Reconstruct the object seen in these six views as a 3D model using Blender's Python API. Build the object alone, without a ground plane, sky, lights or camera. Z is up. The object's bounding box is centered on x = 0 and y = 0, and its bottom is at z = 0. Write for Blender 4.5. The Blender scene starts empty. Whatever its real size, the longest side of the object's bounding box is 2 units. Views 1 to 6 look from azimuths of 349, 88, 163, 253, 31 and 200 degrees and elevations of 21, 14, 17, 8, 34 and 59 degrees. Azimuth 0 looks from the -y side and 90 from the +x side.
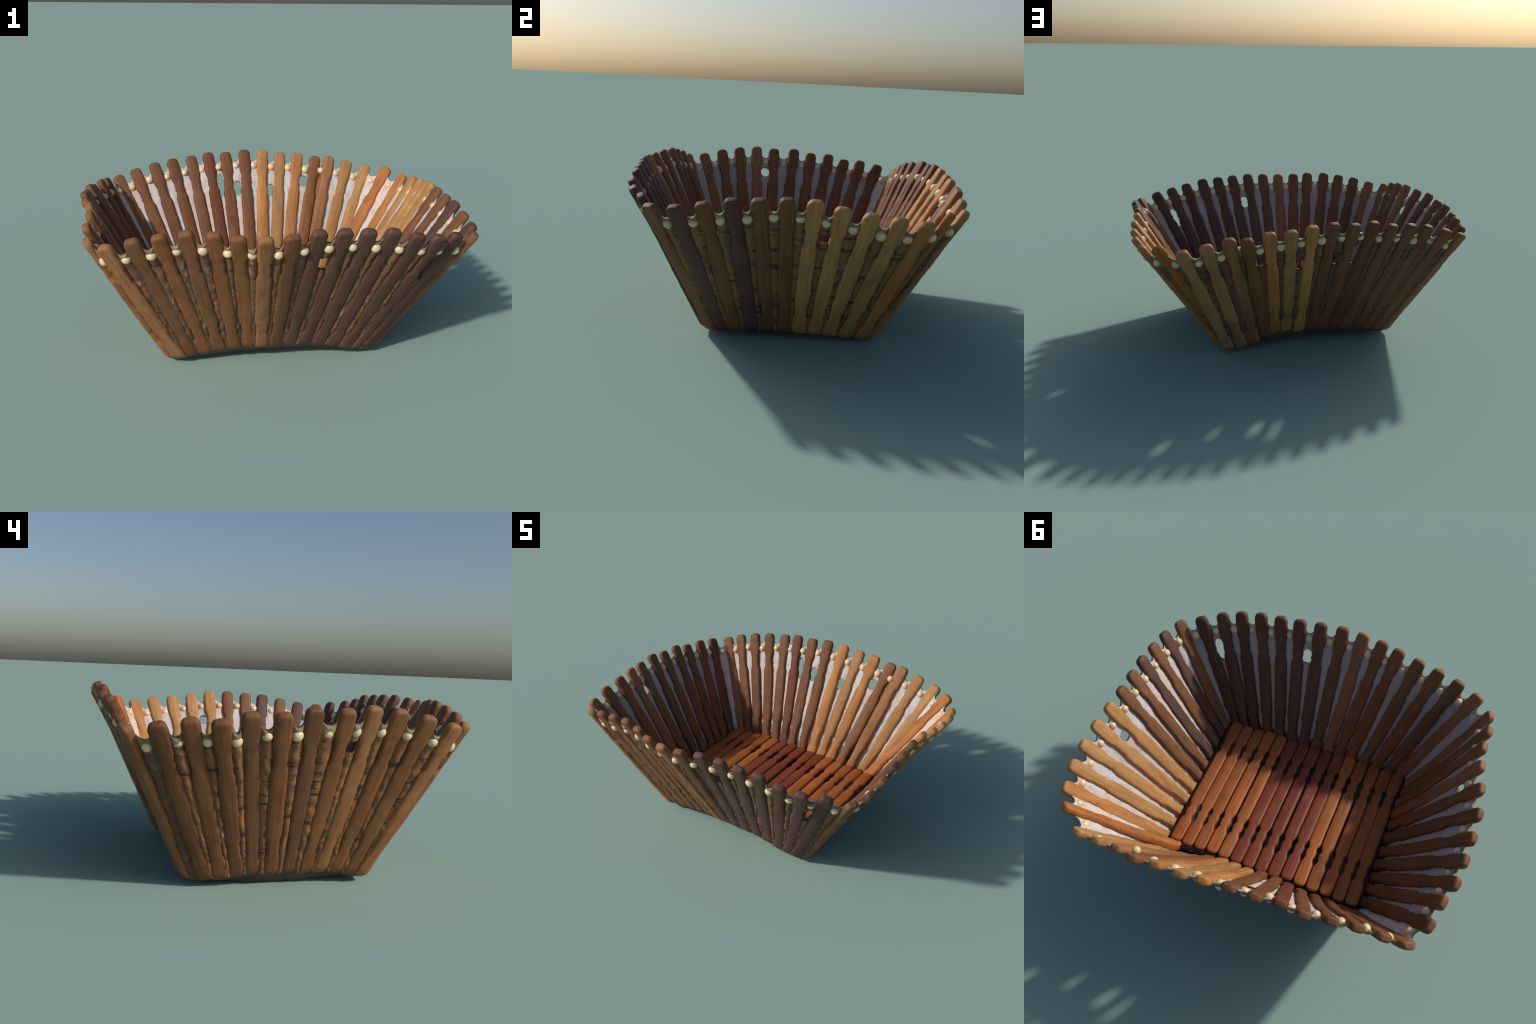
# Flared rectangular basket made of notched craft sticks, threaded together
# with small wooden beads near the rim; a scan-artefact membrane, no real lining, fills the gaps.
import bpy, bmesh, math, random
import numpy as np
from mathutils import Matrix, Vector, noise

random.seed(7)
SLAT_LEN = 0.90      # design length of one stick (local z, 0 = lower end)
SLAT_W = 0.073       # full width
SLAT_T = 0.040       # full thickness
BEAD_FROM_TIP = 0.100
CURL = 0.030          # how far the lower end of a wall stick turns in under the basket

# ---------------------------------------------------------------- control points
# upper tip and lower end of every stick, wall by wall (metres)
FRONT_TIP = [(-.858,-.623,.749),(-.744,-.656,.780),(-.629,-.680,.802),(-.515,-.698,.819),(-.398,-.735,.818),
             (-.300,-.774,.808),(-.186,-.799,.806),(-.069,-.801,.812),(.051,-.784,.821),(.169,-.775,.817),
             (.280,-.772,.810),(.395,-.766,.803),(.513,-.766,.775),(.622,-.744,.754),(.735,-.690,.740)]
FRONT_END = [(-.528,-.346,.023),(-.468,-.349,.032),(-.396,-.353,.042),(-.325,-.356,.051),(-.253,-.360,.059),
             (-.186,-.364,.063),(-.120,-.367,.059),(-.049,-.371,.061),(.022,-.375,.063),(.096,-.378,.059),
             (.169,-.382,.051),(.242,-.386,.039),(.312,-.390,.023),(.372,-.393,.017),(.424,-.395,.018)]
RIGHT_TIP = [(.848,-.642,.716),(.896,-.530,.725),(.911,-.411,.746),(.919,-.290,.768),(.923,-.177,.773),(.927,-.059,.781),
             (.939,.058,.779),(.966,.168,.758),(.980,.288,.740),(.983,.408,.727),(.963,.524,.711)]
RIGHT_END = [(.435,-.376,.011),(.437,-.319,.011),(.440,-.248,.013),(.444,-.170,.018),(.447,-.091,.020),(.450,-.016,.017),
             (.453,.058,.015),(.457,.133,.013),(.460,.206,.008),(.463,.287,.006),(.467,.370,.005)]
BACK_TIP = [(-.812,.758,.717),(-.705,.769,.753),(-.586,.775,.785),(-.473,.788,.804),(-.353,.804,.815),(-.246,.794,.835),
            (-.132,.802,.832),(-.013,.801,.844),(.106,.803,.836),(.222,.804,.819),(.337,.793,.813),(.457,.791,.788),
            (.546,.769,.790),(.662,.755,.762),(.783,.733,.733),(.894,.633,.735)]
BACK_END = [(-.496,.444,.024),(-.435,.443,.028),(-.367,.441,.041),(-.306,.440,.052),(-.231,.439,.062),(-.163,.437,.070),
            (-.098,.436,.066),(-.022,.434,.069),(.053,.433,.068),(.126,.431,.078),(.194,.430,.076),(.258,.428,.054),
            (.323,.427,.028),(.394,.426,.012),(.475,.424,.009),(.505,.425,.110)]
LEFT_TIP = [(-.935,-.526,.749),(-.942,-.406,.779),(-.931,-.287,.801),(-.938,-.171,.810),(-.961,-.051,.799),(-.975,.087,.800),
            (-.973,.204,.779),(-.962,.325,.777),(-.949,.433,.748),(-.909,.537,.750),(-.880,.651,.730)]
LEFT_END = [(-.542,-.324,.013),(-.538,-.268,.021),(-.534,-.197,.033),(-.530,-.127,.037),(-.526,-.058,.035),(-.521,.012,.035),
            (-.516,.091,.031),(-.512,.171,.034),(-.507,.240,.026),(-.503,.307,.017),(-.499,.381,.017)]
# stain of each stick
FRONT_STAIN = "tan_brown brown chestnut brown chestnut chestnut tan_brown brown umber umber umber umber umber umber umber".split()
RIGHT_STAIN = "brown umber brown umber brown brown tan tan tan tan honey".split()
BACK_STAIN = "tan_brown cocoa cocoa cocoa brown mahogany cocoa cocoa honey tan honey chestnut tan_brown tan tan amber".split()
LEFT_STAIN = "tan_brown tan_brown chestnut tan_brown chestnut brown cocoa brown cocoa cocoa cocoa".split()
# openings in the scan membrane: (wall, stick before the gap) -> (start, end) as fraction of length below the tip
HOLES = {("back",6):(.165,.335),("back",7):(.225,.335),("back",9):(.250,.345),("back",11):(.165,.255),
         ("front",14):(.170,.330),("front",9):(.190,.290),("left",4):(.160,.235),("right",7):(.180,.250)}
FLOOR_CORNERS = {"fl":(-.606,-.392,.172),"fr":(.487,-.444,.172),"br":(.546,.408,.172),"bl":(-.552,.476,.180)}
FLOOR_LIFT = [0, 0, .004, .014, .016, .015, .015, .012, .004, .007, .011, .006, 0, -.003, -.003]   # boards sit unevenly
FLOOR_STAIN = ["cinnamon"]*4+["rust_orange"]+["merlot"]*5+["cinnamon"]*5

# ---------------------------------------------------------------- materials
def nodes_of(name):
    m = bpy.data.materials.new(name); m.use_nodes = True
    nt = m.node_tree; nt.nodes.clear()
    out = nt.nodes.new("ShaderNodeOutputMaterial"); b = nt.nodes.new("ShaderNodeBsdfPrincipled")
    nt.links.new(b.outputs[0], out.inputs[0])
    return m, nt, b

def add(nt, kind, **kw):
    n = nt.nodes.new(kind)
    for k, v in kw.items():
        if k in ("operation","blend_type","data_type","noise_dimensions","wave_type","bands_direction","feature"): setattr(n, k, v)
        else: n.inputs[k].default_value = v
    return n

def mix(nt, fac, a, b, mode="MIX"):
    n = nt.nodes.new("ShaderNodeMix"); n.data_type = "RGBA"; n.blend_type = mode
    for sock, v in ((n.inputs[0], fac), (n.inputs[6], a), (n.inputs[7], b)):
        if hasattr(v, "is_linked"): nt.links.new(v, sock)
        else: sock.default_value = v if not isinstance(v, tuple) else (*v[:3], 1)
    return n.outputs[2]

def ramp(nt, fac, lo, hi, v0=0.0, v1=1.0):
    n = nt.nodes.new("ShaderNodeMapRange"); n.inputs[1].default_value = lo; n.inputs[2].default_value = hi
    n.inputs[3].default_value = v0; n.inputs[4].default_value = v1
    nt.links.new(fac, n.inputs[0]); return n.outputs[0]

def coords(nt, scale, jitter=True):
    tc = nt.nodes.new("ShaderNodeTexCoord"); mp = nt.nodes.new("ShaderNodeMapping")
    mp.inputs["Scale"].default_value = scale
    nt.links.new(tc.outputs["Object"], mp.inputs["Vector"])
    if jitter:
        oi = nt.nodes.new("ShaderNodeObjectInfo"); mu = add(nt, "ShaderNodeMath", operation="MULTIPLY"); mu.inputs[1].default_value = 37.0
        nt.links.new(oi.outputs["Random"], mu.inputs[0]); cb = nt.nodes.new("ShaderNodeCombineXYZ")
        for i in range(3): nt.links.new(mu.outputs[0], cb.inputs[i])
        nt.links.new(cb.outputs[0], mp.inputs["Location"])
    return mp.outputs[0]

def noise_tex(nt, vec, scale, detail=4, rough=.55):
    n = nt.nodes.new("ShaderNodeTexNoise"); n.inputs["Scale"].default_value = scale
    n.inputs["Detail"].default_value = detail; n.inputs["Roughness"].default_value = rough
    nt.links.new(vec, n.inputs["Vector"]); return n.outputs["Fac"]

def stained_wood(name, base, rough=.62, haze=0.0, streak=.55):
    m, nt, b = nodes_of(name)
    dark = tuple(c * k for c, k in zip(base, (.62, .56, .55)))
    light = tuple(min(1, c * k) for c, k in zip(base, (1.28, 1.34, 1.45)))
    grain = noise_tex(nt, coords(nt, (60, 60, 2.2)), 1.6, 5)
    cloud = noise_tex(nt, coords(nt, (9, 9, 4.5)), 1.0, 3)
    c = mix(nt, ramp(nt, cloud, .3, .7), tuple(base), light)
    c = mix(nt, ramp(nt, grain, .42, .66, 0, streak), c, dark)
    smudge = noise_tex(nt, coords(nt, (14, 14, 7)), 1.2, 4, .6)
    c = mix(nt, ramp(nt, smudge, .57, .72, 0, .55), c, tuple(x * .55 for x in base))
    worn = noise_tex(nt, coords(nt, (16, 16, 5)), .9, 4, .6)
    c = mix(nt, ramp(nt, worn, .54, .70, 0, .18), c, tuple(sum(base) / 3 * k for k in (1.25, 1.02, .78)))
    if haze:
        hz = noise_tex(nt, coords(nt, (11, 11, 6)), 1.4, 5, .65)
        c = mix(nt, ramp(nt, hz, .60, .74, 0, haze), c, (.45, .26, .18))
    oi = nt.nodes.new("ShaderNodeObjectInfo")
    hsv = nt.nodes.new("ShaderNodeHueSaturation")
    nt.links.new(ramp(nt, oi.outputs["Random"], 0, 1, .86, 1.14), hsv.inputs["Value"]); nt.links.new(c, hsv.inputs["Color"])
    nt.links.new(hsv.outputs[0], b.inputs["Base Color"])
    b.inputs["Roughness"].default_value = rough; b.inputs["Specular IOR Level"].default_value = .3
    bp = add(nt, "ShaderNodeBump", Strength=.35, Distance=.004); nt.links.new(grain, bp.inputs["Height"])
    nt.links.new(bp.outputs[0], b.inputs["Normal"])
    return m

STAIN = {k: stained_wood("wood_" + k, v) for k, v in {
    "tan": (.375, .190, .066), "honey": (.40, .172, .050), "amber": (.36, .125, .028), "tan_brown": (.24, .104, .040),
    "chestnut": (.205, .082, .028), "brown": (.172, .074, .031), "cocoa": (.165, .064, .024), "mahogany": (.140, .042, .020), "umber": (.100, .047, .032)}.items()}
STAIN.update({k: stained_wood("floor_wood_" + k, v, .5, h) for k, v, h in (
    ("cinnamon", (.315, .094, .023), .12), ("rust_orange", (.37, .115, .027), .12), ("merlot", (.185, .043, .019), .25))})

def bead_material():
    m, nt, b = nodes_of("bead_wood")
    n = noise_tex(nt, coords(nt, (30, 30, 30)), 1, 3)
    c = mix(nt, ramp(nt, n, .35, .65), (.70, .50, .27), (.78, .63, .42))
    oi = nt.nodes.new("ShaderNodeObjectInfo")
    c = mix(nt, ramp(nt, oi.outputs["Random"], .2, 1, 0, .35), c, (.55, .46, .30))
    nt.links.new(c, b.inputs["Base Color"]); b.inputs["Roughness"].default_value = .35
    return m

def membrane_in_material(name, a, c2, stain):  # inner face of the scan-artefact membrane between sticks
    m, nt, b = nodes_of(name)
    n = noise_tex(nt, coords(nt, (7, 7, 3.5), False), 1, 3); n2 = noise_tex(nt, coords(nt, (30, 30, 5), False), 1, 3)
    c = mix(nt, ramp(nt, n, .42, .58), a, c2)
    c = mix(nt, ramp(nt, n2, .50, .72, 0, stain), c, (.34, .26, .20))  # brown streaks, part of the membrane's baked scan texture
    nt.links.new(c, b.inputs["Base Color"]); b.inputs["Roughness"].default_value = .8
    return m

def membrane_out_material(name, base, accent, dark, stripe, pale):  # outer face of the scan membrane, with its baked see-through colours
    m, nt, b = nodes_of(name)
    n = noise_tex(nt, coords(nt, (18, 18, 11), False), 1, 5, .65); n2 = noise_tex(nt, coords(nt, (9, 9, 46), False), 1, 4, .6)
    c = mix(nt, ramp(nt, n, .40, .60), base, accent)
    c = mix(nt, ramp(nt, n2, .55, .64, 0, stripe), c, dark)  # dark dashes copy the floor view baked into the scanned gaps
    n3 = noise_tex(nt, coords(nt, (45, 45, 4.5), False), 1, 4, .6)
    c = mix(nt, ramp(nt, n3, .58, .70, 0, pale), c, (.42, .34, .25))
    nt.links.new(c, b.inputs["Base Color"]); b.inputs["Roughness"].default_value = .75
    bp = add(nt, "ShaderNodeBump", Strength=.5, Distance=.008); nt.links.new(n, bp.inputs["Height"]); nt.links.new(bp.outputs[0], b.inputs["Normal"])
    return m

def plain_material(name, a, c2, scale=20, rough=.8):
    m, nt, b = nodes_of(name)
    n = noise_tex(nt, coords(nt, (scale, scale, scale), False), 1, 4)
    nt.links.new(mix(nt, ramp(nt, n, .38, .62), a, c2), b.inputs["Base Color"]); b.inputs["Roughness"].default_value = rough
    return m

MEMBRANE_PALE = membrane_in_material("pale_membrane", (.60,.49,.42), (.55,.56,.58), .5)  # pale background seen through the gaps, baked into the membrane colour
MEMBRANE_SHADED = membrane_in_material("shaded_membrane", (.40,.32,.29), (.40,.38,.40), .35)  # front and left inner faces darkened to copy shade baked in the scan
MEMBRANE_IN = {"front": MEMBRANE_SHADED, "left": MEMBRANE_SHADED, "back": MEMBRANE_PALE, "right": MEMBRANE_PALE}
BEAD = bead_material()
MEMBRANE_OUT = {"front": membrane_out_material("membrane_out_front", (.13,.066,.036), (.20,.088,.04), (.06,.036,.026), .8, .6),
           "right": membrane_out_material("membrane_out_right", (.16,.085,.036), (.27,.12,.04), (.04,.024,.02), 1.0, .3),
           "back": membrane_out_material("membrane_out_back", (.11,.06,.034), (.17,.066,.034), (.045,.03,.026), .7, .25),
           "left": membrane_out_material("membrane_out_left", (.17,.076,.034), (.30,.12,.04), (.04,.024,.02), 1.0, .25)}
MEMBRANE_RIM = plain_material("membrane_rim", (.17,.125,.065), (.30,.24,.14), 30)  # top strip of the scan membrane around the beads
BOARD_TOP = plain_material("floor_board_dark", (.018,.013,.012), (.035,.025,.022), 25)  # near-black top of the base board, visible between floor slats
UNDER = plain_material("base_underside", (.075,.055,.045), (.12,.09,.07), 12)

# ---------------------------------------------------------------- helpers
root = bpy.data.objects.new("craft_stick_basket", None)
bpy.context.scene.collection.objects.link(root)
root["label"] = "flared basket of brown notched craft sticks with beaded rim"
root["category"] = "basket"

def link(ob, parent=root):
    bpy.context.scene.collection.objects.link(ob); ob.parent = parent; return ob

def smooth(me):
    for p in me.polygons: p.use_smooth = True

def notch(d, deep=.23):
    """width factor at distance d (metres) from an end: two scallops with a small cut tooth between."""
    c, half = .205, .066
    x = (d - c) / half
    if abs(x) >= 1: return 1.0
    a = abs(x)
    if a > .16:                                   # scallop
        t = (a - .16) / .84
        return 1 - deep * math.sin(math.pi * min(1, t ** .75)) ** 1.0 * (1 if t < 1 else 0) - .12 * (1 - t) ** 2
    return .88 - .13 * (1 - a / .16)              # tooth cut
def end_round(d, r, flat):
    if d >= r: return 1.0
    t = 1 - d / r
    return flat + (1 - flat) * math.sqrt(max(0, 1 - t * t))

def slat_mesh(name, seed, width=SLAT_W, thick=SLAT_T, lump=.0023, curl=0.0):
    """one craft stick: rounded ends, notched edges, lens-rounded section, slight warp."""
    rnd = random.Random(seed); bow = rnd.uniform(-.006, .006); side = rnd.uniform(-.004, .004)
    L = SLAT_LEN; nseg = 20
    zs = sorted(set([round(L * f, 5) for f in (0, .001, .004, .009, .016, .024, .034)] +
                    [round(L * (1 - f), 5) for f in (0, .001, .004, .009, .016, .024, .034)] +
                    [round(.04 + (L - .08) * i / 70, 5) for i in range(71)]))
    verts, faces = [], []
    for z in zs:
        d = min(z, L - z)
        foot = curl != 0 and z < L / 2                  # lower end of a wall stick is cut square
        w = .5 * width * notch(d, .19 if curl else .30) * (end_round(d, .010, .80) if foot else end_round(d, .032, .36))
        h = .5 * thick * end_round(d, .016, .45)
        cx = side * math.sin(math.pi * z / L); cy = bow * math.sin(math.pi * z / L) + curl * max(0, 1 - z / .07) ** 2
        for k in range(nseg):
            a = 2 * math.pi * k / nseg; ca, sa = math.cos(a), math.sin(a)
            x = w * math.copysign(abs(ca) ** .55, ca); y = h * math.copysign(abs(sa) ** .62, sa)
            if curl and sa > 0: y *= 1 + 1.0 * max(0, min(1, (.36 - z) / .30)) ** .8     # doubled up on the inside near the floor
            nz = noise.noise(Vector((x * 30 + seed * 9, y * 30, z * 26)))
            n2 = noise.noise(Vector((x * 60 + seed * 5, y * 60 + 3, z * 55)))
            g = 1 + (nz * lump + n2 * lump * .5) / max(.012, math.hypot(x, y))
            verts.append((cx + x * g, cy + y * g, z))
    m = len(zs)
    for i in range(m - 1):
        for k in range(nseg):
            k2 = (k + 1) % nseg
            faces.append((i*nseg+k, i*nseg+k2, (i+1)*nseg+k2, (i+1)*nseg+k))
    faces.append(tuple(reversed(range(nseg)))); faces.append(tuple((m-1)*nseg+k for k in range(nseg)))
    me = bpy.data.meshes.new(name); me.from_pydata(verts, [], faces); smooth(me); me.materials.append(STAIN["brown"])
    return me

SLATS = [slat_mesh("slat_variant", s, curl=CURL) for s in range(8)]
FLOORS = [slat_mesh("floor_slat_variant", 40 + s, width=.0695, thick=.030, lump=.0012) for s in range(4)]

def place(me, name, low, tip, across, stain):
    """stand a stick from `low` to `tip`; `across` is its width direction."""
    low, tip, across = Vector(low), Vector(tip), Vector(across)
    z = tip - low; s = z.length / SLAT_LEN; z.normalize()
    y = z.cross(across).normalized(); x = y.cross(z).normalized()
    ob = link(bpy.data.objects.new(name, me))
    M = Matrix((x, y, z)).transposed().to_4x4(); M = M @ Matrix.Diagonal((1, 1, s, 1)); M.translation = low
    ob.matrix_world = M
    ob.material_slots[0].link = "OBJECT"; ob.material_slots[0].material = STAIN[stain]
    return ob, x, y, z

# ---------------------------------------------------------------- walls
ring = []     # every stick in order round the rim: dict(wall, index, tip, low, stain)
def wall(name, tips, ends, stains, order):
    idx = range(len(tips)) if order > 0 else range(len(tips) - 1, -1, -1)
    for i in idx: ring.append(dict(wall=name, n=i + 1, tip=Vector(tips[i]), out=Vector(ends[i]), stain=stains[i]))
wall("front", FRONT_TIP, FRONT_END, FRONT_STAIN, 1)
wall("right", RIGHT_TIP, RIGHT_END, RIGHT_STAIN, 1)
wall("back", BACK_TIP, BACK_END, BACK_STAIN, -1)
wall("left", LEFT_TIP, LEFT_END, LEFT_STAIN, -1)
N = len(ring)
ALONG = {"front": Vector((1, -.05, 0)), "right": Vector((.03, 1, 0)), "back": Vector((-1, .02, 0)), "left": Vector((-.05, -1, 0))}
FLARE = {"front": .016, "right": .036, "back": .012, "left": .036}   # foot of the wall before the ends curl under
SET_BACK = {("back", k): v for k, v in {6: .008, 7: .026, 8: .026, 9: .014, 10: .016, 11: .022, 12: .020, 13: .002}.items()}
for i, s in enumerate(ring):
    a, b = ring[i - 1], ring[(i + 1) % N]
    inward = -Vector((s["out"].x, s["out"].y, 0))
    nrm = ALONG[s["wall"]].cross(Vector((0, 0, 1))).normalized()      # outward
    corner = sum(1 for o in (ring[i - 2], a, b, ring[(i + 2) % N]) if o["wall"] != s["wall"])
    away = ALONG[s["wall"]].normalized() * (1 if b["wall"] != s["wall"] or ring[(i + 2) % N]["wall"] != s["wall"] else -1)
    s["low"] = s["out"] + nrm * (FLARE[s["wall"]] - SET_BACK.get((s["wall"], s["n"]), 0)) - away * (.004 * corner)
    s["tip"] = s["tip"] + Vector((s["tip"].x, s["tip"].y, 0)).normalized() * .006
    s["across"] = ((b["tip"] - a["tip"]).normalized() * .55 + ALONG[s["wall"]].normalized() * .45).normalized()
rnd = random.Random(3)
for i, s in enumerate(ring):
    ob, s["x"], s["y"], s["z"] = place(SLATS[rnd.randrange(8)], "slat", s["low"], s["tip"], s["across"], s["stain"])

# y axis of a stick = z cross across -> check it points outward
for s in ring:
    s["normal"] = s["y"] if s["y"].dot(Vector((s["tip"].x, s["tip"].y, 0))) > 0 else -s["y"]

# beads
bm = bmesh.new(); bmesh.ops.create_uvsphere(bm, u_segments=20, v_segments=14, radius=.0225)
bead_me = bpy.data.meshes.new("bead"); bm.to_mesh(bead_me); bm.free(); smooth(bead_me); bead_me.materials.append(BEAD)

SKIP_BEAD = set()
def gap_membrane(a, b, hole, seed, pinched=False):
    """membrane left by the scan in the gap between two neighbouring sticks, with a sagging upper edge and an optional opening."""
    nu, nv = 14, 84
    bm = bmesh.new(); grid = []
    La, Lb = (a["tip"] - a["low"]).length, (b["tip"] - b["low"]).length
    L = .5 * (La + Lb); lowf = .04 if a["wall"] == b["wall"] else .025
    nrm = (a["normal"] + b["normal"]).normalized()
    pa = lambda f: a["low"].lerp(a["tip"], f); pb = lambda f: b["low"].lerp(b["tip"], f)
    gap = (a["tip"] - b["tip"]).length
    inset = min(.42, .020 / gap)                      # run a little way under each stick
    topmid = 1 - (BEAD_FROM_TIP - .028) / L
    tcen = .5; ra = None
    if hole:
        f0, f1 = hole; hc = 1 - .5 * (f0 + f1); hl = .5 * (f1 - f0)
        g = pa(hc) - pb(hc); ra = (max(.010, (g.length - SLAT_W * .72) * .5) / g.length, hl)
        free = True
    for j in range(nv + 1):
        row = []
        for i in range(nu + 1):
            t = inset + (1 - 2 * inset) * i / nu
            e = min(1.25, abs(2 * t - 1) / max(.15, 1 - SLAT_W / gap)) ** 2.4     # rises against the sticks
            top = topmid + .026 * e
            v = j / nv
            f = lowf + (top - lowf) * v
            if hole:
                dx, dy = (t - tcen) / ra[0], (f - hc) / ra[1]; r = (dx * dx + dy * dy) ** .5
                if .78 < r < 1.22: t = tcen + (t - tcen) / r; f = hc + (f - hc) / r
            p = pa(f).lerp(pb(f), t)
            row.append((p, t, f, min(1, e)))
        grid.append(row)
    inner, outer = [], []
    def lay(off, amp, sd):
        out = []
        for row in grid:
            r = []
            for p, t, f, e in row:
                n = noise.noise(p * 22 + Vector((sd, 0, 0))) * amp + noise.noise(p * 55 + Vector((0, sd, 0))) * amp * .5
                r.append(bm.verts.new(p + nrm * (off * (1 - .75 * e) + n * (1 - .6 * e))))
            out.append(r)
        return out
    IN = lay(-.002, .0025, seed); OUT = lay(.018 if a["wall"] == "left" else .015, .007, seed + 50)
    used = set(); edges = {}
    for j in range(nv):
        for i in range(nu):
            if hole:
                c = [grid[j + dj][i + di] for dj, di in ((0,0),(0,1),(1,1),(1,0))]
                t = sum(x[1] for x in c) / 4; f = sum(x[2] for x in c) / 4
                if ((t - tcen) / ra[0]) ** 2 + ((f - hc) / ra[1]) ** 2 < .985: continue
            q = [(j, i), (j, i + 1), (j + 1, i + 1), (j + 1, i)]
            fo = bm.faces.new([OUT[y][x] for y, x in q]); fi = bm.faces.new([IN[y][x] for y, x in reversed(q)])
            fi.material_index = 0
            fo.material_index = 2 if grid[j][i][2] > topmid - .045 - .01 * noise.noise(grid[j][i][0] * 40) else 1
            for k in range(4):
                e = (q[k], q[(k + 1) % 4])
                if (e[1], e[0]) in edges: del edges[(e[1], e[0])]
                else: edges[e] = 1
    for (p, q) in edges:
        fr = bm.faces.new([OUT[q[0]][q[1]], OUT[p[0]][p[1]], IN[p[0]][p[1]], IN[q[0]][q[1]]])
        fr.material_index = 2 if p[0] > nv - 8 else 1
    bmesh.ops.delete(bm, geom=[v for v in bm.verts if not v.link_faces], context="VERTS")
    bmesh.ops.recalc_face_normals(bm, faces=bm.faces)
    me = bpy.data.meshes.new("scan_membrane"); bm.to_mesh(me); bm.free(); smooth(me)
    for m in (MEMBRANE_OUT["left"] if pinched else MEMBRANE_IN[a["wall"]], MEMBRANE_OUT[a["wall"]], MEMBRANE_RIM): me.materials.append(m)
    link(bpy.data.objects.new("scan_membrane", me))  # scan artefact, not a part of the real basket
    # bead strung in the gap, just under the upper edge
    f = 1 - BEAD_FROM_TIP / L
    p = pa(f).lerp(pb(f), .5) + nrm * (-.020 if pinched else rnd.uniform(-.002, .008)) + Vector((0, 0, rnd.uniform(-.006, .006)))
    ob = link(bpy.data.objects.new("bead", bead_me)); k = rnd.uniform(.92, 1.1)
    ob.matrix_world = Matrix.Translation(p) @ Matrix.Diagonal((k, k, k * rnd.uniform(.95, 1.1), 1))

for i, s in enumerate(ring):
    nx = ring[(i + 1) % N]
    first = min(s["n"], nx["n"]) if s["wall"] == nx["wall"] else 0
    gap_membrane(s, nx, HOLES.get((s["wall"], first)), i * 3.7, (s["wall"], first) == ("back", 12))

# ---------------------------------------------------------------- floor
C = {k: Vector(v) for k, v in FLOOR_CORNERS.items()}
nfl = 15
for i in range(nfl):
    t = (i + .5) / nfl
    a = C["fl"].lerp(C["fr"], t); b = C["bl"].lerp(C["br"], t)
    jig = rnd.uniform(-.006, .006); d = (b - a).normalized(); lift = FLOOR_LIFT[i]
    low, tip = a + d * jig + Vector((0, 0, -.013 + lift)), b + d * jig + Vector((0, 0, -.013 + lift + rnd.uniform(-.002, .002)))
    place(FLOORS[i % 4], "floor_slat", low, tip, C["fr"] - C["fl"], FLOOR_STAIN[i])

def slab(name, quad_top, quad_low, zt, under, mats, n=28):
    """closed board between two stacked quads, warped underside."""
    bm = bmesh.new()
    def layer(q, zf):
        rows = []
        for j in range(n + 1):
            r = []
            for i in range(n + 1):
                u, v = i / n, j / n
                p = Vector(q[0]).lerp(Vector(q[1]), u).lerp(Vector(q[3]).lerp(Vector(q[2]), u), v)
                r.append(bm.verts.new(zf(p, u, v)))
            rows.append(r)
        return rows
    T = layer(quad_top, lambda p, u, v: p); U = layer(quad_low, under)
    for j in range(n):
        for i in range(n):
            bm.faces.new((T[j][i], T[j][i+1], T[j+1][i+1], T[j+1][i])).material_index = 0
            bm.faces.new((U[j+1][i], U[j+1][i+1], U[j][i+1], U[j][i])).material_index = 1
    rim = [(0, i) for i in range(n)] + [(j, n) for j in range(n)] + [(n, n - i) for i in range(n)] + [(n - j, 0) for j in range(n)]
    for k in range(len(rim)):
        a, b = rim[k], rim[(k + 1) % len(rim)]
        bm.faces.new((U[a[0]][a[1]], U[b[0]][b[1]], T[b[0]][b[1]], T[a[0]][a[1]])).material_index = 1
    bmesh.ops.recalc_face_normals(bm, faces=bm.faces)
    me = bpy.data.meshes.new(name); bm.to_mesh(me); bm.free(); smooth(me)
    for m in mats: me.materials.append(m)
    return link(bpy.data.objects.new(name, me))

# underside follows the stick ends: low at the corners, arched along the long sides, one sag at the left
def underside(p, u, v):
    edge_long = math.sin(math.pi * u)
    z = .014 + .024 * edge_long * (abs(2 * v - 1) ** 2) + .008 * edge_long
    z += .022 * edge_long * v ** 4
    z += .006 * noise.noise(Vector((p.x * 6, p.y * 6, 1)))
    z -= .060 * math.exp(-(((p.x + .52) / .11) ** 2 + ((p.y - .07) / .10) ** 2))
    return Vector((p.x, p.y, max(.0005, z)))
g = .022
slab("base_board",
     [(-.612,-.400,.158),(.500,-.450,.158),(.555,.430,.156),(-.560,.485,.160)],
     [(-.540,-.345,0),(.440,-.390,0),(.472,.420,0),(-.502,.438,0)], .15, underside, (BOARD_TOP, UNDER))
